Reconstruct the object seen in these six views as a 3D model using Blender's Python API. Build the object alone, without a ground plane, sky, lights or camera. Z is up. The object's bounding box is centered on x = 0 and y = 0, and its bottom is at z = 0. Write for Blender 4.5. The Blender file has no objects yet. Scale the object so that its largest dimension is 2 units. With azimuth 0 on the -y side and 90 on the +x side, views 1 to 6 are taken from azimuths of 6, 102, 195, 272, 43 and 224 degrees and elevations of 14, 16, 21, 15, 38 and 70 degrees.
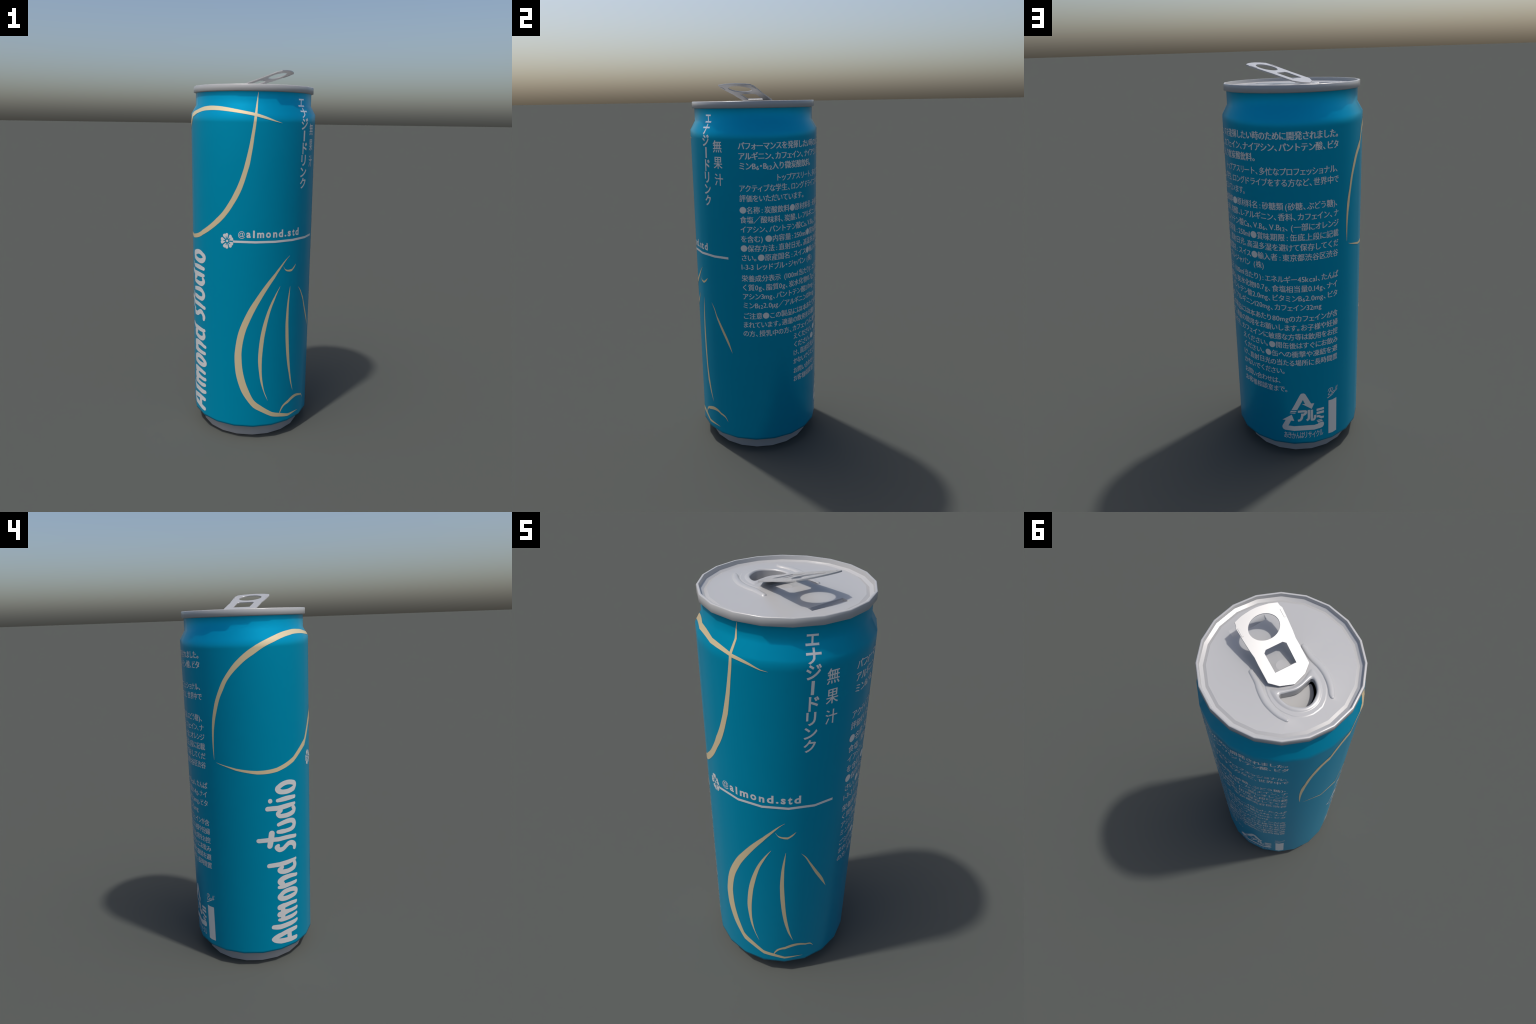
"""Slim open drinks can: twenty-sided low-poly can with printed artwork, lid and lifted pull tab."""
import math
import bpy
import bmesh
from mathutils import Vector, Matrix
from mathutils.geometry import delaunay_2d_cdt

# ------------------------------------------------------------------ sizes
SIDES = 20                       # the can is a twenty-sided prism
STEP = 360.0 / SIDES
PHASE = STEP / 2                 # corners stand at 9, 27, 45 ... degrees
R_BODY, R_NECK, R_FOOT = 0.3385, 0.3127, 0.2852
Z_WALL_LOW, Z_WALL_TOP = 0.0812, 1.7746
Z_NECK, Z_RIM_LOW, Z_RIM_TOP = 1.8191, 1.8858, 1.9152
Z_PANEL = 1.8993
M_PER_DEG = R_BODY * math.radians(1)   # print length of one degree
TAB_ANGLE = math.radians(-15.64)       # heading of the lifted end of the tab
TAB_TILT = math.radians(16.655)
TAB_Z = 1.93726                        # height of the tab's top plane over the can axis
INK = 0.0007                           # how far print stands proud

# ------------------------------------------------------------------ materials


def principled(name, colour, rough, metallic=0.0, spec=0.5, speck=0.02, bump=0.0):
    m = bpy.data.materials.new(name)
    m.use_nodes = True
    nt = m.node_tree
    b = nt.nodes["Principled BSDF"]
    tc = nt.nodes.new("ShaderNodeTexCoord")
    no = nt.nodes.new("ShaderNodeTexNoise")
    no.inputs["Scale"].default_value = 9.0
    no.inputs["Detail"].default_value = 3.0
    ra = nt.nodes.new("ShaderNodeValToRGB")
    lo = [c * (1 - speck) for c in colour]
    hi = [min(1, c * (1 + speck)) for c in colour]
    ra.color_ramp.elements[0].position = 0.35
    ra.color_ramp.elements[0].color = (*lo, 1)
    ra.color_ramp.elements[1].position = 0.65
    ra.color_ramp.elements[1].color = (*hi, 1)
    nt.links.new(tc.outputs["Object"], no.inputs["Vector"])
    nt.links.new(no.outputs["Fac"], ra.inputs["Fac"])
    nt.links.new(ra.outputs["Color"], b.inputs["Base Color"])
    b.inputs["Roughness"].default_value = rough
    b.inputs["Metallic"].default_value = metallic
    b.inputs["Specular IOR Level"].default_value = spec
    return m


MAT_BLUE = principled("blue_lacquer", (0.0, 0.337, 0.55), 0.3, metallic=0.5, spec=0.1, speck=0.004)
MAT_WHITE = principled("white_ink", (0.90, 0.90, 0.905), 0.3, metallic=0.5, spec=0.1, speck=0.004)
MAT_CREAM = principled("almond_ink", (0.90, 0.73, 0.45), 0.3, metallic=0.5, spec=0.1, speck=0.004)
MAT_METAL = principled("aluminium", (0.38, 0.38, 0.383), 0.3, metallic=0.1, speck=0.004)

MAT_DULL = principled("dull_aluminium", (0.36, 0.36, 0.36), 0.8, spec=0.2, speck=0.004)

# ------------------------------------------------------------------ object helpers
COLL = bpy.context.scene.collection
can = bpy.data.objects.new("beverage_can", None)
COLL.objects.link(can)
can["label"] = "slim blue drinks can, opened, cream almond line art, Japanese print"
can["category"] = "drink can"


def add_object(name, mesh, parent, material):
    ob = bpy.data.objects.new(name, mesh)
    COLL.objects.link(ob)
    ob.parent = parent
    mesh.materials.clear()
    mesh.materials.append(material)
    return ob


def smooth(mesh):
    mesh.polygons.foreach_set("use_smooth", [True] * len(mesh.polygons))


# ------------------------------------------------------------------ lathe with shared normals


def profile_normals(profile, sharp=()):
    """One (radial, up) normal per profile point; the profile runs upwards on the outside."""
    seg = []
    for (r0, z0), (r1, z1) in zip(profile, profile[1:]):
        n = Vector((z1 - z0, -(r1 - r0)))
        seg.append(n.normalized())
    out = []
    for i in range(len(profile)):
        near = seg[max(0, i - 1):i + 1] if i < len(seg) else seg[-1:]
        n = Vector((0, 0))
        for s in near:
            n += s
        out.append(n.normalized())
    return out


def corner(k, r, z):
    a = math.radians(PHASE + STEP * k)
    return Vector((r * math.cos(a), r * math.sin(a), z))


def lathe(name, profile, normals, parent, material):
    verts, faces, vn = [], [], []
    for (r, z), n in zip(profile, normals):
        for k in range(SIDES):
            a = math.radians(PHASE + STEP * k)
            verts.append(corner(k, r, z))
            vn.append((n.x * math.cos(a), n.x * math.sin(a), n.y))
    for i in range(len(profile) - 1):
        for k in range(SIDES):
            k2 = (k + 1) % SIDES
            faces.append((i * SIDES + k, i * SIDES + k2, (i + 1) * SIDES + k2, (i + 1) * SIDES + k))
    me = bpy.data.meshes.new(name)
    me.from_pydata(verts, [], faces)
    smooth(me)
    me.normals_split_custom_set_from_vertices(vn)
    return add_object(name, me, parent, material)


# foot, wall, shoulder and neck are one surface: build the profile once, split it by region
WALL = [(R_BODY, Z_WALL_LOW), (R_BODY, 0.0925), (R_BODY, 1.734), (R_BODY, Z_WALL_TOP),
        (R_NECK, Z_NECK), (R_NECK, 1.8805)]
UNDERCUT = [(R_FOOT - 0.004, 0.0680), (R_BODY, Z_WALL_LOW)]
whole_n = profile_normals(UNDERCUT[:1] + WALL)
wall_n = whole_n[1:]
body = lathe("can_body", UNDERCUT[:1] + WALL, [Vector((0, -1))] + wall_n, can, MAT_BLUE)
# the bare metal foot is a straight ring under the wall with a domed bottom inside it
FOOT = [(0.03, 0.070), (0.12, 0.064), (0.20, 0.045), (0.252, 0.016), (0.276, 0.0)]
foot = lathe("can_foot", FOOT, profile_normals(FOOT), can, MAT_METAL)
RING = [(0.276, 0.0), (R_FOOT - 0.001, 0.0), (R_FOOT, 0.001), (R_FOOT, 0.0795)]
lathe("foot_ring", RING, [Vector((0, -1)), Vector((0.7, -0.7)), Vector((1, 0)), Vector((1, 0))], foot, MAT_METAL)


def join_objects(parts):
    """Merge meshes into the first one, keeping their normals."""
    verts, faces, normals = [], [], []
    for ob in parts:
        b = len(verts)
        me = ob.data
        verts += [v.co.copy() for v in me.vertices]
        faces += [tuple(i + b for i in p.vertices) for p in me.polygons]
        vn = [None] * len(me.vertices)
        for lp, cn in zip(me.loops, me.corner_normals):
            vn[lp.vertex_index] = cn.vector.copy()
        normals += [n or Vector((0, 0, 1)) for n in vn]
    me = bpy.data.meshes.new(parts[0].name)
    me.from_pydata(verts, [], faces)
    smooth(me)
    me.normals_split_custom_set_from_vertices(normals)
    me.materials.append(parts[0].data.materials[0])
    old = parts[0].data
    parts[0].data = me
    bpy.data.meshes.remove(old)
    for ob in parts[1:]:
        old = ob.data
        bpy.data.objects.remove(ob)
        bpy.data.meshes.remove(old)
    return parts[0]


# ------------------------------------------------------------------ wrapping flat print onto the can


def wall_at(z):
    for i in range(len(WALL) - 1):
        (r0, z0), (r1, z1) = WALL[i], WALL[i + 1]
        if z <= z1 or i == len(WALL) - 2:
            t = max(0.0, min(1.0, (z - z0) / (z1 - z0)))
            return r0 + (r1 - r0) * t, wall_n[i].lerp(wall_n[i + 1], t)


def wrap(phi, z, lift):
    u = (phi - PHASE) / STEP
    k = math.floor(u)
    t = u - k
    r, n = wall_at(z)
    p = corner(k, r, z).lerp(corner(k + 1, r, z), t)
    d = corner(k, 1, 0).lerp(corner(k + 1, 1, 0), t).normalized()
    mid = math.radians(PHASE + STEP * (k + 0.5))
    return p + Vector((math.cos(mid), math.sin(mid), 0.0)) * lift, (d.x * n.x, d.y * n.x, n.y)


def print_on_can(name, verts, faces, parent, material, lift=INK):
    """verts are (degrees round the can, height); cut at the can's own edges, then wrapped."""
    bm = bmesh.new()
    vs = [bm.verts.new((x, y, 0)) for x, y in verts]
    for f in faces:
        try:
            bm.faces.new([vs[i] for i in f])
        except ValueError:
            pass
    xs = [v[0] for v in verts]
    ys = [v[1] for v in verts]
    k = math.floor((min(xs) - PHASE) / STEP) + 1
    while PHASE + STEP * k < max(xs):
        bmesh.ops.bisect_plane(bm, geom=bm.verts[:] + bm.edges[:] + bm.faces[:], dist=1e-6,
                               plane_co=(PHASE + STEP * k, 0, 0), plane_no=(1, 0, 0))
        k += 1
    for z in [w[1] for w in WALL[1:-1]]:
        if min(ys) < z < max(ys):
            bmesh.ops.bisect_plane(bm, geom=bm.verts[:] + bm.edges[:] + bm.faces[:], dist=1e-7,
                                   plane_co=(0, z, 0), plane_no=(0, 1, 0))
    bmesh.ops.triangulate(bm, faces=bm.faces[:])
    bmesh.ops.delete(bm, geom=[v for v in bm.verts if not v.link_faces], context="VERTS")
    # a vertex on a can edge takes the lift of both sides: the lift is small, any side will do
    vn = []
    for f in bm.faces:
        if f.normal.z < 0:
            f.normal_flip()
    for v in bm.verts:
        v.co, n = wrap(v.co.x, v.co.y, lift)
        vn.append(n)
    me = bpy.data.meshes.new(name)
    bm.to_mesh(me)
    bm.free()
    smooth(me)
    me.normals_split_custom_set_from_vertices(vn)
    return add_object(name, me, parent, material)


def spline(points, per=8):
    """Catmull-Rom through the points (any dimension)."""
    out = []
    n = len(points)
    for i in range(n - 1):
        p0, p1, p2, p3 = (points[max(0, i - 1)], points[i], points[i + 1], points[min(n - 1, i + 2)])
        for j in range(per):
            t = j / per
            out.append(tuple(0.5 * (2 * b + (c - a) * t + (2 * a - 5 * b + 4 * c - d) * t * t
                                    + (3 * b - a - 3 * c + d) * t ** 3)
                             for a, b, c, d in zip(p0, p1, p2, p3)))
    out.append(tuple(points[-1]))
    return out


def resample(poly, n):
    acc = [0.0]
    for p, q in zip(poly, poly[1:]):
        acc.append(acc[-1] + math.hypot((q[0] - p[0]) * M_PER_DEG, q[1] - p[1]))
    out, j = [], 0
    for i in range(n):
        s = acc[-1] * i / (n - 1)
        while j < len(acc) - 2 and acc[j + 1] < s:
            j += 1
        t = (s - acc[j]) / max(1e-9, acc[j + 1] - acc[j])
        out.append(tuple(a + (b - a) * t for a, b in zip(poly[j], poly[j + 1])))
    return out


def brush_mark(name, edge_one, edge_two, parent, material, lift=INK, n=90):
    """A tapering brush stroke between two smooth edges."""
    a, b = resample(spline(edge_one), n), resample(spline(edge_two), n)
    faces = [(i, i + 1, n + i + 1, n + i) for i in range(n - 1)]
    return print_on_can(name, a + b, faces, parent, material, lift)


def ribbon(spine, widths, closed=False, caps=True, per=6):
    """Flat stroke of the given widths (metres) along a spine of (degrees, height)."""
    pts = [(x * M_PER_DEG, y, w) for (x, y), w in zip(spine, widths)]
    if closed:
        ring = pts[-2:] + pts + pts[:3]
        s = spline(ring, per)[2 * per:]
        s = s[:len(pts) * per + 1]
    else:
        s = spline(pts, per)
    verts, faces = [], []
    for i, (x, y, w) in enumerate(s):
        if closed:
            p, q = s[(i - 1) % (len(s) - 1)], s[(i + 1) % (len(s) - 1)]
        else:
            p, q = s[max(0, i - 1)], s[min(len(s) - 1, i + 1)]
        d = Vector((q[0] - p[0], q[1] - p[1])).normalized()
        verts += [(x - d.y * w / 2, y + d.x * w / 2), (x + d.y * w / 2, y - d.x * w / 2)]
    m = len(s)
    faces = [(2 * i, 2 * i + 1, 2 * i + 3, 2 * i + 2) for i in range(m - 1)]
    if caps and not closed:
        for end, nxt in ((0, 1), (m - 1, m - 2)):
            x, y, w = s[end]
            d = Vector((x - s[nxt][0], y - s[nxt][1])).normalized()
            a0 = math.atan2(d.y, d.x)
            base = len(verts)
            arc = [(x + math.cos(a0 + math.radians(t)) * w / 2, y + math.sin(a0 + math.radians(t)) * w / 2)
                   for t in range(-90, 91, 15)]
            verts += arc
            faces.append(tuple(range(base, base + len(arc))))
    return [(x / M_PER_DEG, y) for x, y in verts], faces


def disc(x, y, r, n=24):
    v = [(x + math.cos(2 * math.pi * i / n) * r / M_PER_DEG, y + math.sin(2 * math.pi * i / n) * r) for i in range(n)]
    return v, [tuple(range(n))]


def fill(loop):
    """Triangulate one closed flat outline."""
    pts = [Vector((x * M_PER_DEG, y)) for x, y in loop]
    n = len(pts)
    vs, _, fs, *_ = delaunay_2d_cdt(pts, [(i, (i + 1) % n) for i in range(n)], [list(range(n))], 1, 1e-7)
    return [(v.x / M_PER_DEG, v.y) for v in vs], [tuple(f) for f in fs]


def joined(pieces):
    verts, faces = [], []
    for v, f in pieces:
        b = len(verts)
        verts += v
        faces += [tuple(i + b for i in t) for t in f]
    return verts, faces


def union(pieces):
    """Flat union of overlapping pieces, so that no two faces lie on one plane."""
    verts, faces = joined(pieces)
    pts = [Vector((x * M_PER_DEG, y)) for x, y in verts]
    edges = [(f[i - 1], f[i]) for f in faces for i in range(len(f))]
    vs, _, fs, *_ = delaunay_2d_cdt(pts, edges, [], 0, 1e-7)
    polys = [[pts[i] for i in f] for f in faces]
    boxes = [(min(p.x for p in q), max(p.x for p in q), min(p.y for p in q), max(p.y for p in q)) for q in polys]

    def covered(c):
        for q, (x0, x1, y0, y1) in zip(polys, boxes):
            if x0 <= c.x <= x1 and y0 <= c.y <= y1:
                hit = False
                for i in range(len(q)):
                    a, b = q[i - 1], q[i]
                    if (a.y > c.y) != (b.y > c.y) and c.x < (b.x - a.x) * (c.y - a.y) / (b.y - a.y) + a.x:
                        hit = not hit
                if hit:
                    return True
        return False

    kept = [tuple(f) for f in fs if covered((vs[f[0]] + vs[f[1]] + vs[f[2]]) / 3)]
    return [(v.x / M_PER_DEG, v.y) for v in vs], kept


# ------------------------------------------------------------------ cream line drawing
# upper fruit: one stroke falls from the neck and swings under, one arches over the shoulder
FALL_LEFT = [(-79.7, 1.8773), (-80.4, 1.8594), (-81.2, 1.830), (-82.6, 1.780), (-83.9, 1.726), (-85.5, 1.6707),
             (-87.2, 1.6176), (-89.1, 1.5686), (-90.9, 1.5266), (-92.1, 1.5008), (-95.5, 1.442), (-99.7, 1.3875),
             (-105.1, 1.3335), (-112.5, 1.275), (-122.3, 1.2235), (-134.6, 1.1748), (-143.6, 1.1491),
             (-153.1, 1.1336), (-161.5, 1.127), (-171.1, 1.1281), (-180.7, 1.1336), (-189.4, 1.1437),
             (-198.7, 1.1558), (-204.3, 1.1646), (-207.4, 1.1715)]
FALL_RIGHT = [(-79.5, 1.8774), (-79.75, 1.8595), (-79.95, 1.830), (-80.7, 1.780), (-81.5, 1.726), (-82.8, 1.671),
              (-84.0, 1.6179), (-85.4, 1.569), (-86.7, 1.5271), (-88.0, 1.5014), (-91.3, 1.4375), (-94.8, 1.3858),
              (-99.7, 1.3331), (-107.0, 1.2723), (-115.3, 1.2215), (-125.0, 1.1806), (-134.7, 1.1474),
              (-143.4, 1.1253), (-153.2, 1.112), (-161.6, 1.1069), (-170.8, 1.1097), (-180.8, 1.1203),
              (-189.5, 1.1335), (-198.7, 1.1504), (-204.3, 1.1619), (-207.4, 1.1715)]
ARCH_UPPER = [(-58.3, 1.731), (-64.7, 1.7431), (-70.9, 1.7573), (-77.0, 1.7692), (-82.7, 1.7781), (-92.1, 1.7885),
              (-102.0, 1.7985), (-112.0, 1.8070), (-120.5, 1.8112), (-129.8, 1.8118), (-141.3, 1.8035),
              (-152.6, 1.787), (-161.8, 1.7665), (-170.1, 1.7427), (-177.7, 1.7134), (-185.4, 1.6743),
              (-190.3, 1.6413), (-196.2, 1.5951), (-200.2, 1.5531), (-204.7, 1.4884), (-206.7, 1.4450),
              (-208.9, 1.3849), (-209.8, 1.3273), (-210.0, 1.280), (-209.8, 1.2325), (-209.1, 1.1823)]
ARCH_LOWER = [(-58.3, 1.731), (-64.7, 1.7381), (-70.9, 1.7471), (-77.0, 1.7556), (-83.1, 1.7641), (-91.0, 1.7726),
              (-100.5, 1.7808), (-110.9, 1.7873), (-120.0, 1.7906), (-129.0, 1.790), (-134.6, 1.7868),
              (-143.5, 1.7768), (-153.5, 1.7573), (-161.9, 1.7357), (-169.4, 1.7093), (-177.1, 1.6799),
              (-183.1, 1.6498), (-188.3, 1.6194), (-193.6, 1.5805), (-197.1, 1.5409), (-201.3, 1.4887),
              (-205.3, 1.4066), (-207.0, 1.3548), (-207.9, 1.3179), (-208.6, 1.2677), (-208.9, 1.2225),
              (-209.0, 1.1823)]
brush_mark("fruit_stroke", FALL_LEFT, FALL_RIGHT, body, MAT_CREAM, INK, 150)
brush_mark("fruit_stroke", ARCH_UPPER, ARCH_LOWER, body, MAT_CREAM, INK + 0.0002, 150)

# lower almond: outline, tip, three veins and a small leaf at the foot
ALMOND_OUT = [(-47.3, 1.0522), (-52.2, 1.0289), (-57.9, 0.9946), (-63.0, 0.9629), (-70.9, 0.9053), (-77.8, 0.8485),
              (-84.5, 0.7866), (-90.2, 0.7186), (-94.2, 0.6591), (-96.6, 0.6059), (-98.2, 0.5437), (-98.8, 0.498),
              (-98.4, 0.440), (-97.2, 0.3874), (-94.7, 0.332), (-91.4, 0.2835), (-86.2, 0.2363), (-80.9, 0.200),
              (-73.7, 0.1713), (-62.8, 0.1357), (-52.3, 0.1178), (-45.0, 0.110), (-38.8, 0.1104), (-28.8, 0.1156)]
ALMOND_IN = [(-47.3, 1.0510), (-50.5, 1.033), (-55.4, 0.9963), (-61.6, 0.949), (-68.5, 0.8883), (-74.5, 0.8299),
             (-80.4, 0.767), (-85.2, 0.7029), (-88.6, 0.6497), (-90.9, 0.5928), (-92.2, 0.5391), (-92.4, 0.500),
             (-91.6, 0.4319), (-89.4, 0.3677), (-86.2, 0.3116), (-80.7, 0.2455), (-73.0, 0.204), (-62.7, 0.1623),
             (-54.1, 0.1427), (-45.0, 0.1257), (-38.0, 0.1202), (-28.8, 0.1158)]
TIP_UP = [(-53.7, 0.996), (-52.2, 0.9824), (-49.6, 0.9753), (-46.4, 0.9755), (-44.2, 0.9782), (-41.7, 0.988), (-39.0, 0.9996)]
TIP_LOW = [(-53.7, 0.994), (-51.4, 0.9725), (-48.5, 0.9657), (-46.0, 0.9645), (-44.2, 0.9678), (-41.3, 0.9802), (-39.0, 0.9986)]
VEIN_LEFT = [[(-56.8, 0.8898), (-62.5, 0.8401), (-67.1, 0.7834), (-70.7, 0.7235), (-73.6, 0.6604), (-75.5, 0.598),
              (-76.6, 0.5326), (-76.9, 0.4752), (-76.0, 0.4162), (-74.4, 0.3538), (-72.2, 0.3082), (-69.9, 0.2703), (-67.1, 0.2336)],
             [(-56.8, 0.8885), (-61.0, 0.8381), (-65.0, 0.7793), (-67.7, 0.7218), (-69.9, 0.6607), (-71.5, 0.6060),
              (-72.8, 0.533), (-73.4, 0.4747), (-73.3, 0.4015), (-72.1, 0.3373), (-70.4, 0.2897), (-68.5, 0.2584), (-67.1, 0.2338)]]
VEIN_MID = [[(-46.1, 0.8822), (-47.6, 0.8322), (-48.8, 0.7795), (-49.5, 0.7258), (-49.9, 0.6742), (-49.8, 0.630),
             (-49.4, 0.5753), (-48.2, 0.4948), (-46.4, 0.4195), (-44.1, 0.3559), (-41.8, 0.3073), (-38.1, 0.2532)],
            [(-46.0, 0.8823), (-46.4, 0.8332), (-46.9, 0.7811), (-47.0, 0.7278), (-46.9, 0.6767), (-46.6, 0.635),
             (-45.9, 0.5638), (-44.7, 0.4668), (-42.9, 0.3861), (-41.0, 0.3225), (-39.6, 0.2871), (-38.1, 0.2534)]]
VEIN_RIGHT = [[(-34.5, 0.8673), (-31.1, 0.8362), (-28.1, 0.797), (-23.1, 0.7302), (-17.8, 0.6684), (-11.5, 0.5995)],
              [(-34.5, 0.8676), (-30.7, 0.8421), (-27.4, 0.8059), (-21.8, 0.743), (-15.2, 0.6667), (-11.5, 0.5998)]]
LEAF = [[(-54.5, 0.1422), (-53.2, 0.1657), (-50.6, 0.1881), (-45.0, 0.2092), (-38.4, 0.2218), (-32.2, 0.2214),
         (-26.2, 0.2094), (-22.5, 0.1983), (-20.2, 0.1789), (-19.3, 0.1641)],
        [(-53.7, 0.1431), (-51.9, 0.1627), (-48.9, 0.1813), (-44.7, 0.1914), (-38.3, 0.2023), (-32.1, 0.2062),
         (-26.1, 0.1983), (-22.4, 0.188), (-20.5, 0.1755), (-19.3, 0.1645)]]
brush_mark("almond_outline", ALMOND_OUT, ALMOND_IN, body, MAT_CREAM, INK, 150)
brush_mark("almond_tip", TIP_UP, TIP_LOW, body, MAT_CREAM)
for pair in (VEIN_LEFT, VEIN_MID, VEIN_RIGHT):
    brush_mark("almond_vein", *pair, body, MAT_CREAM)
brush_mark("almond_leaf", *LEAF, body, MAT_CREAM, INK + 0.0002)

# ------------------------------------------------------------------ lettering from the built-in font
_glyphs = {}


def glyph(ch, bold=0.0):
    """Flat mesh of one character at size 1: vertices, faces, box."""
    key = (ch, bold)
    if key not in _glyphs:
        cu = bpy.data.curves.new("glyph", "FONT")
        cu.body = ch
        cu.resolution_u = 3
        cu.offset = bold
        ob = bpy.data.objects.new("glyph", cu)
        COLL.objects.link(ob)
        bpy.context.view_layer.update()
        me = ob.evaluated_get(bpy.context.evaluated_depsgraph_get()).to_mesh()
        v = [(p.co.x, p.co.y) for p in me.vertices]
        f = [tuple(p.vertices) for p in me.polygons]
        bpy.data.objects.remove(ob)
        bpy.data.curves.remove(cu)
        box = (min(p[0] for p in v), max(p[0] for p in v), min(p[1] for p in v), max(p[1] for p in v)) if v else (0, 0, 0, 0)
        _glyphs[key] = (v, f, box)
    return _glyphs[key]


def glyph_in_box(ch, x0, x1, z0, z1, bold=0.0):
    v, f, (a, b, c, d) = glyph(ch, bold)
    return [(x0 + (x - a) / (b - a) * (x1 - x0), z0 + (y - c) / (d - c) * (z1 - z0)) for x, y in v], f


SMALL_KANA = "ァィゥェォッャュョぁぃぅぇぉっゃゅょ"


def advance(ch):
    if ch == " ":
        return 0.3
    if ch in "、。":
        return 0.58
    if ch == "●":
        return 1.02
    if ch == ":":
        return 0.62
    if ch == "(":
        return 0.58
    if ch == "・":
        return 0.55
    if ch in SMALL_KANA:
        return 0.80
    if ord(ch) < 0x2000 or ch in "₁₂₆":
        a = glyph(SUBSCRIPT.get(ch, ch))[2]
        return max(0.26, (a[1] - a[0]) * (0.72 if ch in SUBSCRIPT else 1.0) + 0.10)
    if 0x3040 <= ord(ch) <= 0x30FF:
        return 0.92
    return 1.0


SUBSCRIPT = {"₁": "1", "₂": "2", "₆": "6"}


def text_line(text, x0, x1, z_mid, em, push=0.0):
    """One printed line squeezed between two angles."""
    total = sum(advance(c) for c in text)
    sx = (x1 - x0) / total
    pen, pieces = 0.0, []
    for c in text:
        adv = advance(c)
        if c == "●":
            r = em * 0.45
            pieces.append(disc(x0 + (pen + adv / 2) * sx, z_mid, r * 0.98))
        elif c != " ":
            sub = SUBSCRIPT.get(c)
            v, f, (a, b, lo, hi) = glyph(sub or c)
            if sub:
                v = [(x * 0.72 + a * 0.28, y * 0.72 - 0.10) for x, y in v]
            if c in "、。":
                shift = pen + 0.06 - a
            elif c == ":":
                shift = pen + 0.25 - a
            elif c == "(":
                shift = pen + 0.25 - a
            elif ord(c) < 0x2000 or c in "₁₂₆":
                shift = pen + 0.05 - a
            else:
                shift = pen + adv / 2 - 0.5
            pieces.append(([(x0 + (x + shift + push) * sx, z_mid + (y - 0.37) * em) for x, y in v], f))
        pen += adv
    return joined(pieces)


PARAGRAPH = [  # words, start and end angle, height of the line's middle, letter size
    ("パフォーマンスを発揮したい時のために開発されました。", -0.5, 140.7, 1.7055, 0.0400),
    ("アルギニン、カフェイン、ナイアシン、パントテン酸、ビタ", -0.5, 140.6, 1.6565, 0.0400),
    ("ミンB₆・B₁₂入り微炭酸飲料。", -0.3, 73.5, 1.6085, 0.0400),
    ("トップアスリート、多忙なプロフェッショナル、", 31.0, 140.6, 1.5490, 0.0385),
    ("アクティブな学生、ロングドライブをする方など、世界中で", -0.6, 140.8, 1.4995, 0.0385),
    ("評価をいただいています。", -0.6, 61.8, 1.4495, 0.0385),
    ("●名称:炭酸飲料●原材料名:砂糖類(砂糖、ぶどう糖)、", -0.7, 140.6, 1.3905, 0.0385),
    ("食塩／酸味料、炭酸、L-アルギニン、香料、カフェイン、ナ", -0.6, 141.0, 1.3410, 0.0385),
    ("イアシン、パントテン酸Ca、V.B₆、V.B₁₂、(一部にオレンジ", -0.5, 141.0, 1.2920, 0.0385),
    ("を含む) ●内容量:250ml●賞味期限:缶底上段に記載", -0.3, 141.1, 1.2425, 0.0385),
    ("●保存方法:直射日光、高温多湿を避けて保存してくだ", -0.7, 140.9, 1.1930, 0.0385),
    ("さい。●原産国名:スイス●輸入者:東京都渋谷区渋谷", -0.4, 140.8, 1.1435, 0.0385),
    ("1-3-3 レッドブル・ジャパン (株)", -0.5, 76.6, 1.0950, 0.0385),
    ("栄養成分表示 (100ml当たり):エネルギー45kcal、たんぱ", -0.6, 140.9, 1.0330, 0.0385),
    ("く質0g、脂質0g、炭水化物10.7g、食塩相当量0.14g、ナイ", -0.5, 140.4, 0.9835, 0.0385),
    ("アシン3mg、パントテン酸2.0mg、ビタミンB₆2.0mg、ビタ", -0.2, 140.7, 0.9340, 0.0385),
    ("ミンB₁₂2.0µg／アルギニン120mg、カフェイン32mg", -0.2, 124.8, 0.8845, 0.0385),
    ("ご注意●この製品には1本あたり80mgのカフェインが含", -0.1, 140.9, 0.8255, 0.0385),
    ("まれています。適量の飲用をお願いします。お子様や妊婦", -0.5, 141.0, 0.7755, 0.0385),
    ("の方、授乳中の方、カフェインに敏感な方等は飲用をお控", -0.5, 141.0, 0.7255, 0.0385),
    ("えください。●開缶後はすぐにお飲み", 47.7, 141.0, 0.6765, 0.0385),
    ("ください。●缶への衝撃や凍結を避", 47.9, 140.8, 0.6270, 0.0385),
    ("け、直射日光の当たる場所に長時間置", 47.7, 140.9, 0.5775, 0.0385),
    ("かないでください。", 47.7, 92.8, 0.5275, 0.0385),
    ("お問い合わせは、", 47.8, 89.0, 0.4700, 0.0385),
    ("お客様相談室まで。", 47.8, 94.8, 0.4200, 0.0385),
]
for row, (words, x0, x1, z, em) in enumerate(PARAGRAPH):
    # heavier type is struck more than once, each strike a hair beside and above the last
    strikes = (-0.03, 0.0, 0.03) if row < 3 else (-0.014, 0.014)
    parts = []
    for i, push in enumerate(strikes):
        parts.append(print_on_can("printed_line", *text_line(words, x0, x1, z, em, push), body, MAT_WHITE, INK + 0.0001 * i))
    join_objects(parts)

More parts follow.
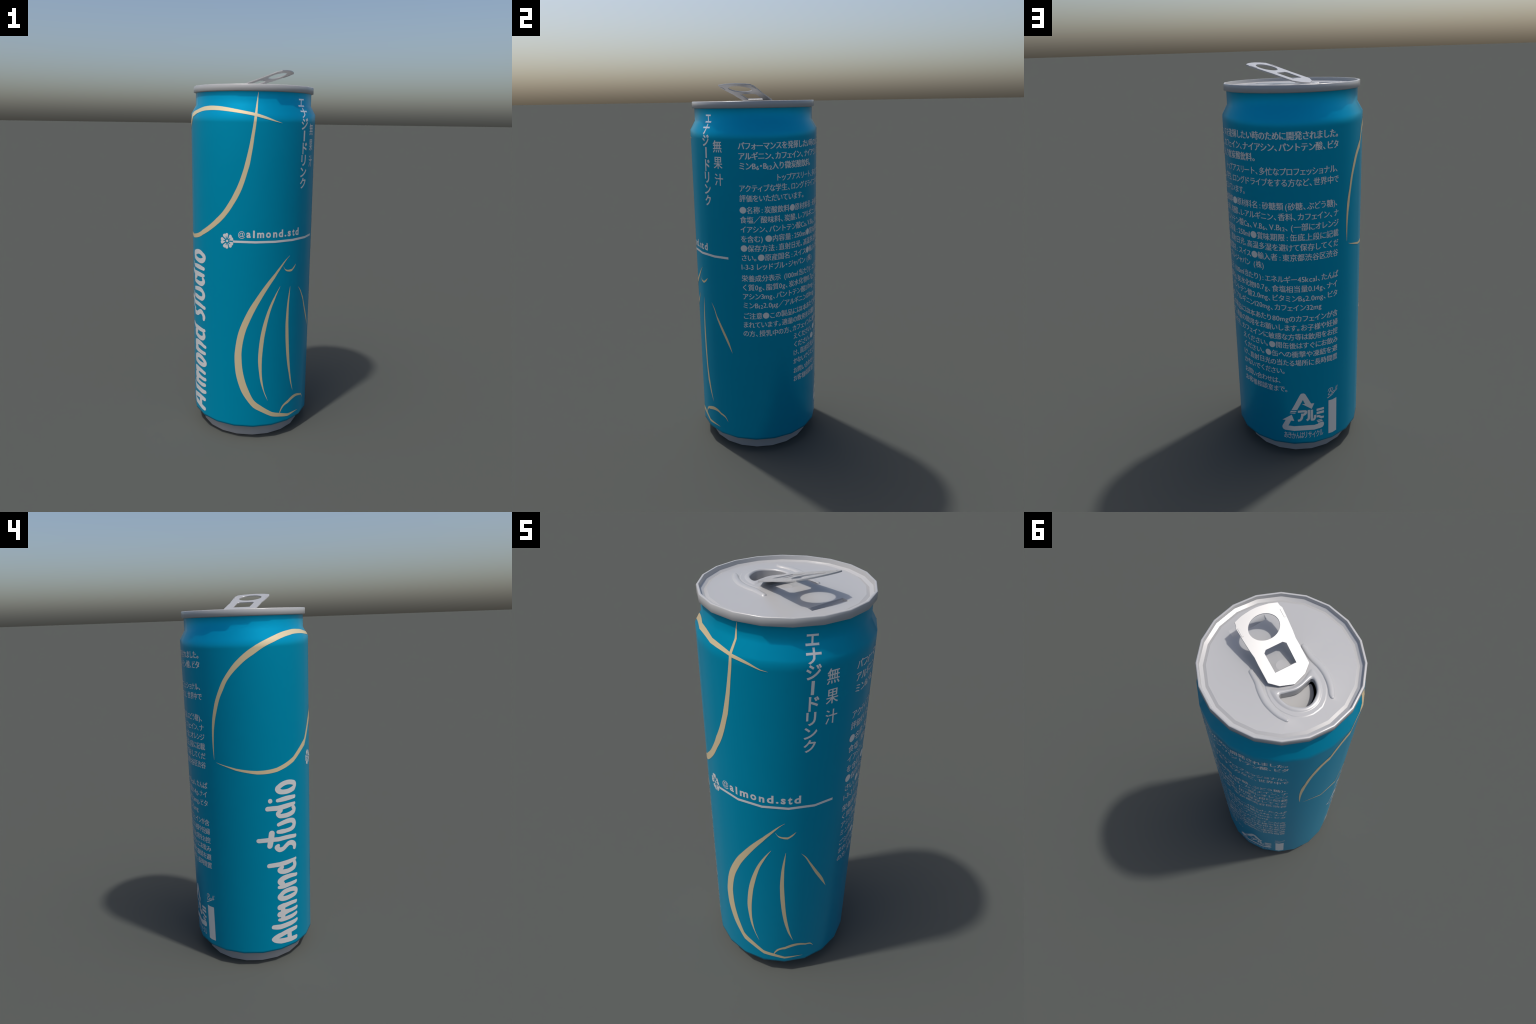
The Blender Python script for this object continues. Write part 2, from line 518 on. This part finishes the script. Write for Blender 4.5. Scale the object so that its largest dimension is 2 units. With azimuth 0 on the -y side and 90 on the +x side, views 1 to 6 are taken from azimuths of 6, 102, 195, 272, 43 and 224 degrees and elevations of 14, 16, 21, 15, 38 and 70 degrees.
# upright words beside the paragraph
UPRIGHT = [("エ", -37.0, -28.6, 1.8530, 1.8135), ("ナ", -37.1, -28.0, 1.8082, 1.7580), ("ジ", -37.0, -28.0, 1.7580, 1.7003),
           ("ド", -34.7, -28.3, 1.6361, 1.5768), ("リ", -35.8, -29.6, 1.5732, 1.5169), ("ン", -36.8, -28.3, 1.5098, 1.4595),
           ("ク", -36.6, -28.7, 1.4557, 1.4002)]
pieces = [glyph_in_box(c, a, b, lo, hi, 0.022) for c, a, b, hi, lo in UPRIGHT]
pieces.append(([(-33.7, 1.6424), (-31.8, 1.6424), (-31.6, 1.6961), (-33.5, 1.6961)], [(0, 1, 2, 3)]))
print_on_can("upright_word", *joined(pieces), body, MAT_WHITE)
UPRIGHT_SMALL = [("無", -23.9, -15.3, 1.7313, 1.6722), ("果", -23.6, -15.2, 1.6511, 1.5927), ("汁", -23.2, -14.9, 1.5683, 1.5090)]
join_objects([print_on_can("upright_word", *joined([glyph_in_box(c, a + d, b + d, lo, hi) for c, a, b, hi, lo in UPRIGHT_SMALL]),
                           body, MAT_WHITE, INK + 0.0001 * i) for i, d in enumerate((-0.12, 0.12))])

# handle with the flower and its line
HANDLE = [("@", -96.1, -90.3, 1.1518, 1.1914), ("a", -88.9, -85.0, 1.1570, 1.1855), ("l", -83.1, -81.5, 1.1573, 1.1963),
          ("m", -79.5, -73.2, 1.1568, 1.1852), ("o", -71.6, -67.1, 1.1562, 1.1856), ("n", -65.2, -61.3, 1.1568, 1.1852),
          ("d", -59.7, -55.2, 1.1562, 1.1963), (".", -53.6, -51.8, 1.1570, 1.1665), ("s", -50.3, -47.0, 1.1562, 1.1856),
          ("t", -45.6, -42.5, 1.1562, 1.1930), ("d", -41.2, -36.6, 1.1562, 1.1963)]
print_on_can("handle_text", *joined([glyph_in_box(c, a, b, lo, hi, 0.0 if c == "@" else 0.032) for c, a, b, lo, hi in HANDLE]),
             body, MAT_WHITE)
PETAL = [(0.30, 0.07), (0.33, 0.13), (0.52, 0.27), (0.70, 0.40), (0.82, 0.44), (0.94, 0.38), (1.01, 0.24), (1.01, 0.11), (0.92, 0.0)]
petal = PETAL + [(u, -v) for u, v in PETAL[-2::-1]] + [(0.32, -0.065), (0.60, -0.060), (0.60, 0.060), (0.32, 0.065)]
flower = [disc(-106.55, 1.1350, 0.0066)]
for i in range(5):
    a = math.radians(180 + 72 * i)
    flower.append(fill([(-106.55 + (u * math.cos(a) - v * math.sin(a)) * 0.0362 / M_PER_DEG,
                         1.1350 + (u * math.sin(a) + v * math.cos(a)) * 0.0400) for u, v in petal]))
print_on_can("flower_mark", *joined(flower), body, MAT_WHITE, INK + 0.0002)
print_on_can("underline", [(-100.9, 1.1293), (-12.4, 1.1293), (-12.4, 1.1410), (-100.9, 1.1410)], [(0, 1, 2, 3)], body, MAT_WHITE)

# ------------------------------------------------------------------ hand-lettered name, read upwards


def lettering(letters):
    for name, strokes in letters:
        print_on_can("brand_letter", *union([ribbon(spine, widths, closed) for spine, widths, closed in strokes]), body, MAT_WHITE)


BRAND = [   # each letter: strokes of spine points (degrees, height), widths, closed or not
    ("A", [
        ([(-134.8, 0.181), (-140.0, 0.1784), (-146.7, 0.1761), (-153.8, 0.1706), (-158.0, 0.1608), (-159.9, 0.1529)], [0.0236, 0.0274, 0.0289, 0.0289, 0.0281, 0.0274], False),
        ([(-159.9, 0.1529), (-157.5, 0.1422), (-152.6, 0.1337), (-146.9, 0.1267), (-140.3, 0.121), (-135.0, 0.1219)], [0.0274, 0.0296, 0.0312, 0.0304, 0.0289, 0.025], False),
        ([(-143.0, 0.1679), (-142.7, 0.1287)], [0.0296, 0.0296], False),
    ]),
    ("l", [
        ([(-133.7, 0.2283), (-139.9, 0.2213), (-146.5, 0.2206), (-151.5, 0.2219), (-156.0, 0.2244), (-159.8, 0.2281)], [0.0213, 0.0281, 0.0296, 0.0296, 0.0296, 0.0251], False),
    ]),
    ("m", [
        ([(-134.2, 0.2708), (-139.8, 0.2628), (-146.3, 0.2618), (-151.3, 0.2636), (-154.0, 0.2669)], [0.0213, 0.0243, 0.0251, 0.0229, 0.0178], False),
        ([(-133.6, 0.3063), (-138.9, 0.3024), (-143.2, 0.3018), (-149.0, 0.302), (-153.3, 0.2989)], [0.0213, 0.0222, 0.0244, 0.037, 0.0333], False),
        ([(-134.3, 0.345), (-139.5, 0.3456), (-146.0, 0.344), (-150.3, 0.3436), (-153.1, 0.3418)], [0.0207, 0.0237, 0.0274, 0.0324, 0.0326], False),
        ([(-149.9, 0.3374), (-150.0, 0.2705)], [0.0296, 0.0296], False),
    ]),
    ("o", [
        ([(-152.6, 0.4082), (-148.5, 0.4256), (-142.8, 0.4291), (-137.0, 0.4253), (-133.4, 0.4115), (-134.1, 0.3969), (-138.6, 0.3885), (-144.4, 0.3852), (-149.4, 0.3886), (-152.1, 0.3978)], [0.031, 0.0281, 0.0266, 0.0266, 0.0237, 0.0238, 0.0259, 0.0274, 0.0281, 0.0302], True),
    ]),
    ("n", [
        ([(-133.9, 0.4655), (-141.2, 0.4616), (-148.3, 0.4617), (-153.5, 0.4633)], [0.0202, 0.0238, 0.0274, 0.0194], False),
        ([(-133.1, 0.505), (-138.9, 0.51), (-145.3, 0.5103), (-150.2, 0.5058), (-152.4, 0.4954), (-149.7, 0.4777)], [0.0192, 0.0238, 0.0288, 0.0331, 0.0322, 0.0288], False),
    ]),
    ("d", [
        ([(-162.6, 0.5981), (-157.9, 0.5976), (-152.6, 0.5973), (-144.9, 0.5956), (-138.6, 0.5977), (-134.1, 0.6021)], [0.0245, 0.0252, 0.0259, 0.0266, 0.0231, 0.0175], False),
        ([(-149.9, 0.5749), (-152.5, 0.5652), (-151.1, 0.5531), (-147.2, 0.5462), (-142.3, 0.5445), (-137.3, 0.5513), (-134.9, 0.5662), (-135.5, 0.5835)], [0.0238, 0.0287, 0.0252, 0.0266, 0.0259, 0.0266, 0.0266, 0.0223], False),
    ]),
    ("s", [
        ([(-153.6, 0.706), (-154.9, 0.697), (-152.2, 0.6814), (-148.3, 0.6814), (-144.9, 0.6932), (-141.7, 0.7028), (-137.9, 0.7006), (-135.0, 0.6842), (-135.1, 0.6692)], [0.0204, 0.026, 0.026, 0.0254, 0.026, 0.026, 0.0269, 0.0267, 0.023], False),
    ]),
    ("t", [
        ([(-171.7, 0.7482), (-163.2, 0.7459), (-157.1, 0.744), (-152.4, 0.7424), (-142.5, 0.7399), (-133.8, 0.7351)], [0.0234, 0.0242, 0.0242, 0.0242, 0.0236, 0.0205], False),
        ([(-159.4, 0.7803), (-160.2, 0.7475), (-161.4, 0.7117)], [0.0322, 0.0322, 0.03], False),
    ]),
    ("u", [
        ([(-152.6, 0.8242), (-148.3, 0.8279), (-142.1, 0.8312), (-137.2, 0.8271), (-135.0, 0.8116), (-135.5, 0.7945), (-138.6, 0.782), (-144.2, 0.779), (-149.1, 0.7809), (-153.3, 0.7841)], [0.021, 0.024, 0.026, 0.026, 0.0267, 0.026, 0.0242, 0.0228, 0.0252, 0.0198], False),
    ]),
    ("d", [
        ([(-162.7, 0.9182), (-157.8, 0.9172), (-152.1, 0.9152), (-145.5, 0.9158), (-139.3, 0.9175), (-134.5, 0.92)], [0.0252, 0.0258, 0.027, 0.027, 0.024, 0.0174], False),
        ([(-149.8, 0.8985), (-152.9, 0.8864), (-151.4, 0.8708), (-148.1, 0.8662), (-142.6, 0.8645), (-137.3, 0.8708), (-134.7, 0.8853), (-136.0, 0.9009)], [0.0232, 0.0252, 0.0228, 0.024, 0.026, 0.0267, 0.0252, 0.0223], False),
    ]),
    ("i", [
        ([(-153.2, 0.9574), (-147.7, 0.9578), (-141.6, 0.958), (-134.4, 0.958)], [0.0191, 0.0252, 0.0258, 0.0198], False),
        ([(-160.1, 0.9603), (-160.0, 0.9585)], [0.0232, 0.0232], False),
    ]),
    ("o", [
        ([(-152.8, 1.0217), (-149.5, 1.0357), (-144.3, 1.0436), (-138.9, 1.0419), (-134.3, 1.0314), (-133.6, 1.0176), (-135.9, 1.0031), (-141.5, 0.995), (-147.6, 0.9975), (-151.4, 1.0064)], [0.0296, 0.0278, 0.0255, 0.0252, 0.0255, 0.0249, 0.0276, 0.0261, 0.0255, 0.0278], True),
    ]),
]
lettering(BRAND)

# ------------------------------------------------------------------ recycling mark, bar and maker's scribble
MARK = [
    [(97.0, .2968), (104.2, .3810), (105.0, .3900), (106.2, .3955), (108.2, .3955), (109.4, .3900), (114.43, .3310),
     (117.21, .3315), (114.93, .2974), (106.34, .3310), (109.1, .3302), (107.21, .3561), (102.01, .2970)],
    [(96.4, .2912), (101.44, .2905), (101.05, .2833), (95.81, .2828)],
    [(95.61, .2787), (100.48, .2783), (100.28, .2746), (95.22, .2750)],
    [(97.07, .2670), (88.36, .2292), (91.41, .2292), (88.4, .1935), (88.1, .1860), (88.4, .1770), (89.3, .1695), (90.8, .1660),
     (99.17, .1660), (117.6, .1655), (123.6, .1655), (125.4, .1690), (126.5, .1765), (126.8, .1880), (126.5, .1950), (125.91, .2010),
     (120.94, .2017), (121.14, .1962), (117.64, .1955), (99.27, .1958), (93.75, .1958), (96.36, .2297), (99.2, .2295)],
    [(119.52, .2213), (124.47, .2210), (124.67, .2170), (119.72, .2168)],
    [(119.92, .2141), (125.09, .2138), (125.5, .2060), (120.94, .2050)],
    [(119.48, .2925), (126.75, .2916), (126.68, .2780), (119.5, .2784)],
    [(119.49, .2728), (126.70, .2716), (126.68, .2572), (119.54, .2579)],
]
print_on_can("recycling_mark", *joined([fill(p) for p in MARK]), body, MAT_WHITE)
KATAKANA = [
    ([(102.6, .2852), (108.9, .2852), (109.7, .2800), (109.3, .2715), (108.0, .2650), (106.4, .2625)], .0135),
    ([(106.5, .2720), (106.4, .2560), (105.7, .2400), (104.4, .2315), (102.5, .2290)], .0130),
    ([(112.4, .2921), (112.4, .2560), (112.2, .2400), (111.5, .2320), (110.3, .2280)], .0125),
    ([(115.05, .2921), (115.0, .2330), (115.6, .2300), (116.9, .2310), (117.8, .2400), (118.05, .2569)], .0125),
    ([(119.55, .2440), (121.6, .2430), (123.8, .2335), (126.67, .2310)], .0125),
]
print_on_can("recycling_letters", *union([ribbon(pts, [w] * len(pts), caps=False) for pts, w in KATAKANA]), body, MAT_WHITE)
pieces = []
for i, c in enumerate("あきかんはリサイクル"):
    x = 89.5 + i * 3.66
    pieces.append(glyph_in_box(c, x + 0.15, x + (2.7 if c == "リ" else 3.45), 0.1160, 0.1550, 0.0))
print_on_can("printed_line", *joined(pieces), body, MAT_WHITE)
print_on_can("printed_bar", [(131.25, .1147), (140.15, .1147), (140.15, .3243), (131.25, .3243)], [(0, 1, 2, 3)], body, MAT_WHITE)
SCRIBBLE = [
    ([(130.4, .3413), (133.5, .3510), (137.0, .3630), (141.3, .3775)], [.0045, .0045, .0030, .0015]),
    ([(130.9, .3580), (132.3, .3750), (133.6, .3940)], [.0030] * 3),
    ([(130.8, .3800), (131.6, .3920), (133.6, .3980), (135.6, .3930), (134.6, .3830), (133.2, .3790), (134.8, .3720), (134.0, .3610), (131.6, .3570)], [.0024] * 9),
    ([(137.0, .3760), (135.6, .3740), (135.3, .3640), (136.6, .3650), (137.4, .3770), (137.3, .3660)], [.0022] * 6),
    ([(138.2, .3670), (139.2, .3840), (139.9, .3960)], [.0024] * 3),
    ([(139.8, .3690), (140.5, .3840), (141.2, .3970)], [.0024] * 3),
]
print_on_can("maker_script", *union([ribbon(pts, w) for pts, w in SCRIBBLE]), body, MAT_WHITE)

# ------------------------------------------------------------------ lid: rim, countersink and panel
RIM = [(R_NECK - 0.002, 1.8800), (0.3244, 1.8848), (0.3240, 1.9122), (0.3214, 1.9150), (0.3152, 1.9146)]
rim_n = profile_normals(RIM)
rim_n[1], rim_n[2] = Vector((0.96, -0.28)), Vector((0.95, 0.31))
rim_n[3], rim_n[4] = Vector((0.30, 0.95)), Vector((-0.20, 0.98))
lid = lathe("lid_rim", RIM, rim_n, can, MAT_METAL)
# rolled inner wall, sloping countersink floor and the step up to the panel meet at crisp folds
COUNTERSINK = [(0.3152, 1.9146), (0.3123, 1.9000), (0.2984, 1.8942), (0.2861, Z_PANEL), (0.2835, Z_PANEL)]
for lower, upper in zip(COUNTERSINK, COUNTERSINK[1:]):
    band = [lower, upper]
    lathe("countersink_band", band, profile_normals(band), lid, MAT_METAL)
lathe("lid_skirt", [(0.308, 1.832), (0.308, 1.8925)], [Vector((-1, 0)), Vector((-1, 0))], lid, MAT_METAL)

LID_ROT = TAB_ANGLE + math.pi       # local +a runs towards the drinking opening


def lid_point(a, b, dz):
    c, s = math.cos(LID_ROT), math.sin(LID_ROT)
    return Vector((a * c + b * s, a * s - b * c, Z_PANEL + dz))


def mirrored(half):
    """Close a half outline that starts and ends on the axis."""
    return half + [(a, -b) for a, b in half[-2:0:-1]]


def closed_spline(loop, per=4):
    ring = loop[-2:] + loop + loop[:3]
    s = spline(ring, per)[2 * per:]
    return [p[:2] for p in s[:len(loop) * per]]


HOLE = [(.1985, 0), (.1957, .0160), (.1863, .0330), (.1729, .0495), (.1585, .0615), (.1396, .0700), (.1250, .0735),
        (.1150, .0740), (.1085, .0710), (.1068, .0640), (.1095, .0540), (.1140, .0362), (.1185, .0180), (.1205, 0)]
LIP = [(.2161, 0), (.2140, .0190), (.2060, .0410), (.1900, .0610), (.1680, .0780), (.1420, .0895), (.1150, .0948),
       (.0920, .0950), (.0740, .0920), (.0730, .0830), (.0790, .0690), (.0900, .0510), (.1000, .0270), (.1034, 0)]
hole, lip = closed_spline(mirrored(HOLE)), closed_spline(mirrored(LIP))


def between(t):
    return [(p[0] + (q[0] - p[0]) * t, p[1] + (q[1] - p[1]) * t) for p, q in zip(hole, lip)]


SCORE = [(.2357, 0), (.2320, .0250), (.2268, .0441), (.2073, .0693), (.1852, .0866), (.1676, .0973), (.1426, .1066),
         (.1141, .1095), (.0870, .1075), (.0605, .1010), (.0464, .0956), (.0400, .0800), (.0370, .0400), (.0370, 0)]
BEAD = [(-.030, .1140), (.020, .1150), (.045, .1200), (.080, .1262), (.115, .1268), (.150, .1205), (.178, .1115), (.200, .1005), (.213, .0960)]
BEAD_W = [.0105, .0130, .0145, .0138, .0138, .0132, .0128, .0115, .0080]


def offset_loop(path, widths, k, side, end_trim=1.0):
    """Capsule outline round a bead's spine at the fraction k of its half width."""
    s = spline([(*p, w) for p, w in zip(path, widths)], 4)
    left, right = [], []
    for i, (x, y, w) in enumerate(s):
        p, q = s[max(0, i - 1)], s[min(len(s) - 1, i + 1)]
        d = Vector((q[0] - p[0], q[1] - p[1])).normalized()
        left.append((x - d.y * w * k, y + d.x * w * k))
        right.append((x + d.y * w * k, y - d.x * w * k))
    d0 = Vector((s[0][0] - s[1][0], s[0][1] - s[1][1])).normalized()
    a0 = math.atan2(d0.y, d0.x)
    cap = [(s[0][0] + math.cos(a0 + math.radians(t)) * s[0][2] * k, s[0][1] + math.sin(a0 + math.radians(t)) * s[0][2] * k)
           for t in (-60, -30, 0, 30, 60)]
    d1 = Vector((s[-1][0] - s[-2][0], s[-1][1] - s[-2][1])).normalized()
    tip = [(s[-1][0] + d1.x * s[-1][2] * k * 0.7 + d1.y * 0.4 * k * s[-1][2] * t, s[-1][1] + d1.y * s[-1][2] * k * 0.7 - d1.x * 0.4 * k * s[-1][2] * t) for t in (-1, 1)]
    loop = left + tip + right[::-1] + cap[::-1]
    return [(a, b * side) for a, b in loop]


def shrink(loop, d):
    """Parallel outline, d metres outwards (counter-clockwise or not)."""
    n = len(loop)
    area = sum(loop[i][0] * loop[(i + 1) % n][1] - loop[(i + 1) % n][0] * loop[i][1] for i in range(n))
    sg = 1 if area > 0 else -1
    out = []
    for i in range(n):
        p, q = loop[i - 1], loop[(i + 1) % n]
        t = Vector((q[0] - p[0], q[1] - p[1])).normalized()
        out.append((loop[i][0] + t.y * d * sg, loop[i][1] - t.x * d * sg))
    return out


PLATEAU = 0.0014


def build_panel():
    pts, edges, height = [], [], []

    def loop(points, dz, closed=True):
        b = len(pts)
        for a, c in points:
            pts.append(Vector((a, c)))
            height.append(dz)
        n = len(points)
        for i in range(n if closed else n - 1):
            edges.append((b + i, b + (i + 1) % n))

    # outer twenty-gon, written in lid axes
    ring = []
    for k in range(SIDES):
        a = math.radians(PHASE + STEP * k) - LID_ROT
        ring.append((0.2835 * math.cos(a), -0.2835 * math.sin(a)))
    loop(ring, 0.0)
    score = closed_spline(mirrored(SCORE), 1)
    loop(shrink(score, 0.0030), 0.0)
    loop(shrink(score, 0.0010), 0.0)
    loop(shrink(score, -0.0010), PLATEAU)
    loop(shrink(score, -0.0028), PLATEAU)
    for t, dz in ((1.10, 0.0), (1.0, 0.0001), (0.90, 0.0012), (0.72, 0.0027), (0.50, 0.0038), (0.30, 0.0040), (0.15, 0.0030), (0.06, 0.0012), (0.0, -0.0012)):
        loop(between(t), PLATEAU + dz)
    for side in (1, -1):
        for k, dz in ((1.10, 0.0), (1.0, 0.0001), (0.90, 0.0022), (0.72, 0.0042), (0.45, 0.0054), (0.2, 0.0058)):
            loop(offset_loop(BEAD, BEAD_W, k, side), dz)
    # finger well under the raised end: a shallow wedge with one steep side
    well = [(-.2330, -.052), (-.2330, .104), (-.1935, .104), (-.2085, -.052)]
    loop(shrink(well, 0.002), 0.0)
    loop(well[:2] + [(-.1935, .104), (-.2085, -.052)], 0.0)
    loop([(-.1945, .1025), (-.2090, -.0505), (-.2100, -.0505), (-.1955, .1025)], -0.011)
    # rivet button
    for r, dz in ((.0236, 0.0), (.0229, .0004), (.0218, .0004)):
        loop([(.002 + r * math.cos(math.radians(q)), r * math.sin(math.radians(q))) for q in range(0, 360, 15)], dz)
    vs, es, fs, ov, *_ = delaunay_2d_cdt(pts, edges, [], 1, 1e-6)
    zs = [height[o[0]] if o else None for o in ov]
    inner = [Vector(p) for p in hole]

    def inside(p, poly):
        hit = False
        for i in range(len(poly)):
            a, b = poly[i - 1], poly[i]
            if (a.y > p.y) != (b.y > p.y) and p.x < (b.x - a.x) * (p.y - a.y) / (b.y - a.y) + a.x:
                hit = not hit
        return hit

    faces = []
    for f in fs:
        c = (vs[f[0]] + vs[f[1]] + vs[f[2]]) / 3
        if not inside(c, inner):
            faces.append(tuple(f))
    verts = [lid_point(v.x, v.y, z if z is not None else 0.0) for v, z in zip(vs, zs)]
    bm = bmesh.new()
    bv = [bm.verts.new(v) for v in verts]
    for f in faces:
        bm.faces.new([bv[i] for i in f])
    for f in bm.faces:
        if f.normal.z < 0:
            f.normal_flip()
    bmesh.ops.delete(bm, geom=[v for v in bm.verts if not v.link_faces], context="VERTS")
    me = bpy.data.meshes.new("lid_panel")
    bm.to_mesh(me)
    bm.free()
    smooth(me)
    return add_object("lid_panel", me, lid, MAT_METAL)


panel = build_panel()
# torn edge of the opening: the sheet is turned straight down
drop_v = [lid_point(a, b, PLATEAU - 0.0012) for a, b in hole] + [lid_point(a, b, -0.034 + 0.012 * min(1.0, max(0.0, (-0.030 - b) / 0.035))) for a, b in hole]
n_h = len(hole)
me = bpy.data.meshes.new("torn_edge")
me.from_pydata(drop_v, [], [(i, (i + 1) % n_h, n_h + (i + 1) % n_h, n_h + i) for i in range(n_h)])
smooth(me)
add_object("torn_edge", me, lid, MAT_METAL)

# torn flap hanging into the can from the tab side of the opening
DROP = math.radians(23)
flap_v, flap_f = [], []
flat = [((a - .108) * 0.97, b * 0.93) for a, b in hole]
flat_pts = [Vector(p) for p in flat]
cv, _, cf, *_ = delaunay_2d_cdt(flat_pts, [(i, (i + 1) % len(flat)) for i in range(len(flat))], [list(range(len(flat)))], 1, 1e-6)
me = bpy.data.meshes.new("opening_flap")
me.from_pydata([lid_point(.108 + v.x * 0.90 * math.cos(DROP), v.y, -0.035 - v.x * 0.90 * math.sin(DROP)) for v in cv], [], [tuple(f) for f in cf])
bm = bmesh.new()
bm.from_mesh(me)
if sum(f.normal.z for f in bm.faces) < 0:
    bmesh.ops.reverse_faces(bm, faces=bm.faces[:])
bm.to_mesh(me)
bm.free()
flap = add_object("opening_flap", me, lid, MAT_DULL)
sol = flap.modifiers.new("thickness", "SOLIDIFY")
sol.thickness = 0.003
sol.offset = -1

# ------------------------------------------------------------------ pull tab
TAB_THICK = 0.0055
TAB_SIDE = [(.2180, 0), (.2172, .0190), (.2115, .0580), (.2005, .0915), (.1860, .0935), (.1765, .0985), (.1300, .0960), (.0800, .0920),
            (.0500, .0880), (.0190, .0890), (-.0565, .0882), (-.0858, .0545), (-.1041, 0)]
tab_outline = mirrored(TAB_SIDE)
ring_hole = [(.1383 + .0498 * math.cos(math.radians(t)), .0625 * math.sin(math.radians(t))) for t in range(0, 360, 10)]
finger_hole = [(.0580, .0360), (.0580, -.0360), (.0484, -.0468), (-.0338, -.0452), (-.0338, .0452), (.0484, .0468)]


def tab_point(s, t, d):
    """s along the tab, t across, d out of its top plane."""
    ux, uy = math.cos(TAB_ANGLE), math.sin(TAB_ANGLE)
    ct, st = math.cos(TAB_TILT), math.sin(TAB_TILT)
    x, z = s * ct - d * st, s * st + d * ct
    return Vector((x * ux - t * uy, x * uy + t * ux, TAB_Z + z))


def build_tab():
    pts, edges, loops = [], [], []
    for loop_pts in (tab_outline, ring_hole, finger_hole):
        b = len(pts)
        pts.extend(Vector(p) for p in loop_pts)
        n = len(loop_pts)
        edges += [(b + i, b + (i + 1) % n) for i in range(n)]
        loops.append(list(range(b, b + n)))
    vs, _, fs, *_ = delaunay_2d_cdt(pts, edges, [], 1, 1e-6)

    def inside(p, poly):
        hit = False
        for i in range(len(poly)):
            a, b = poly[i - 1], poly[i]
            if (a[1] > p.y) != (b[1] > p.y) and p.x < (b[0] - a[0]) * (p.y - a[1]) / (b[1] - a[1]) + a[0]:
                hit = not hit
        return hit

    bm = bmesh.new()
    bv = [bm.verts.new((v.x, v.y, 0)) for v in vs]
    for f in fs:
        c = (vs[f[0]] + vs[f[1]] + vs[f[2]]) / 3
        if inside(c, tab_outline) and not inside(c, ring_hole) and not inside(c, finger_hole):
            bm.faces.new([bv[i] for i in f])
    for f in bm.faces:
        if f.normal.z < 0:
            f.normal_flip()
    top = bm.faces[:]
    ext = bmesh.ops.extrude_face_region(bm, geom=top)
    for v in ext["geom"]:
        if isinstance(v, bmesh.types.BMVert):
            v.co.z -= TAB_THICK
    bmesh.ops.recalc_face_normals(bm, faces=bm.faces[:])
    rims = [e for e in bm.edges if len(e.link_faces) == 2 and e.calc_face_angle(0) > 1.2 and abs(e.verts[0].co.z - e.verts[1].co.z) < 1e-6]
    bmesh.ops.bevel(bm, geom=rims, offset=0.0006, segments=1, affect="EDGES")
    for v in bm.verts:
        v.co = tab_point(*v.co)
    me = bpy.data.meshes.new("pull_tab")
    bm.to_mesh(me)
    bm.free()
    ob = add_object("pull_tab", me, can, MAT_METAL)
    smooth(me)
    me.set_sharp_from_angle(angle=math.radians(35))
    return ob


tab = build_tab()


def tab_box(name, s0, s1, t0, t1, d0, d1):
    bm = bmesh.new()
    bmesh.ops.create_cube(bm, size=1)
    for v in bm.verts:
        v.co = tab_point(s0 + (v.co.x + .5) * (s1 - s0), t0 + (v.co.y + .5) * (t1 - t0), d0 + (v.co.z + .5) * (d1 - d0))
    bmesh.ops.recalc_face_normals(bm, faces=bm.faces[:])
    bmesh.ops.bevel(bm, geom=bm.edges[:], offset=0.0005, segments=1, affect="EDGES")
    me = bpy.data.meshes.new(name)
    bm.to_mesh(me)
    bm.free()
    return add_object(name, me, tab, MAT_METAL)


for sg in (1, -1):
    tab_box("tab_curl", .1385, .1740, *sorted((.0862 * sg, .0935 * sg)), -.0070, .0014)
# folded-down tongue at the low end of the square hole
me = bpy.data.meshes.new("tab_tongue")
fold = [(-.0345, -.0030), (-.0310, -.0070), (-.0325, -.0083), (-.0360, -.0045)]
me.from_pydata([tab_point(s, t, d) for t in (-.0440, .0440) for s, d in fold], [],
               [(0, 1, 5, 4), (1, 2, 6, 5), (2, 3, 7, 6), (3, 0, 4, 7), (3, 2, 1, 0), (4, 5, 6, 7)])
add_object("tab_tongue", me, tab, MAT_METAL)
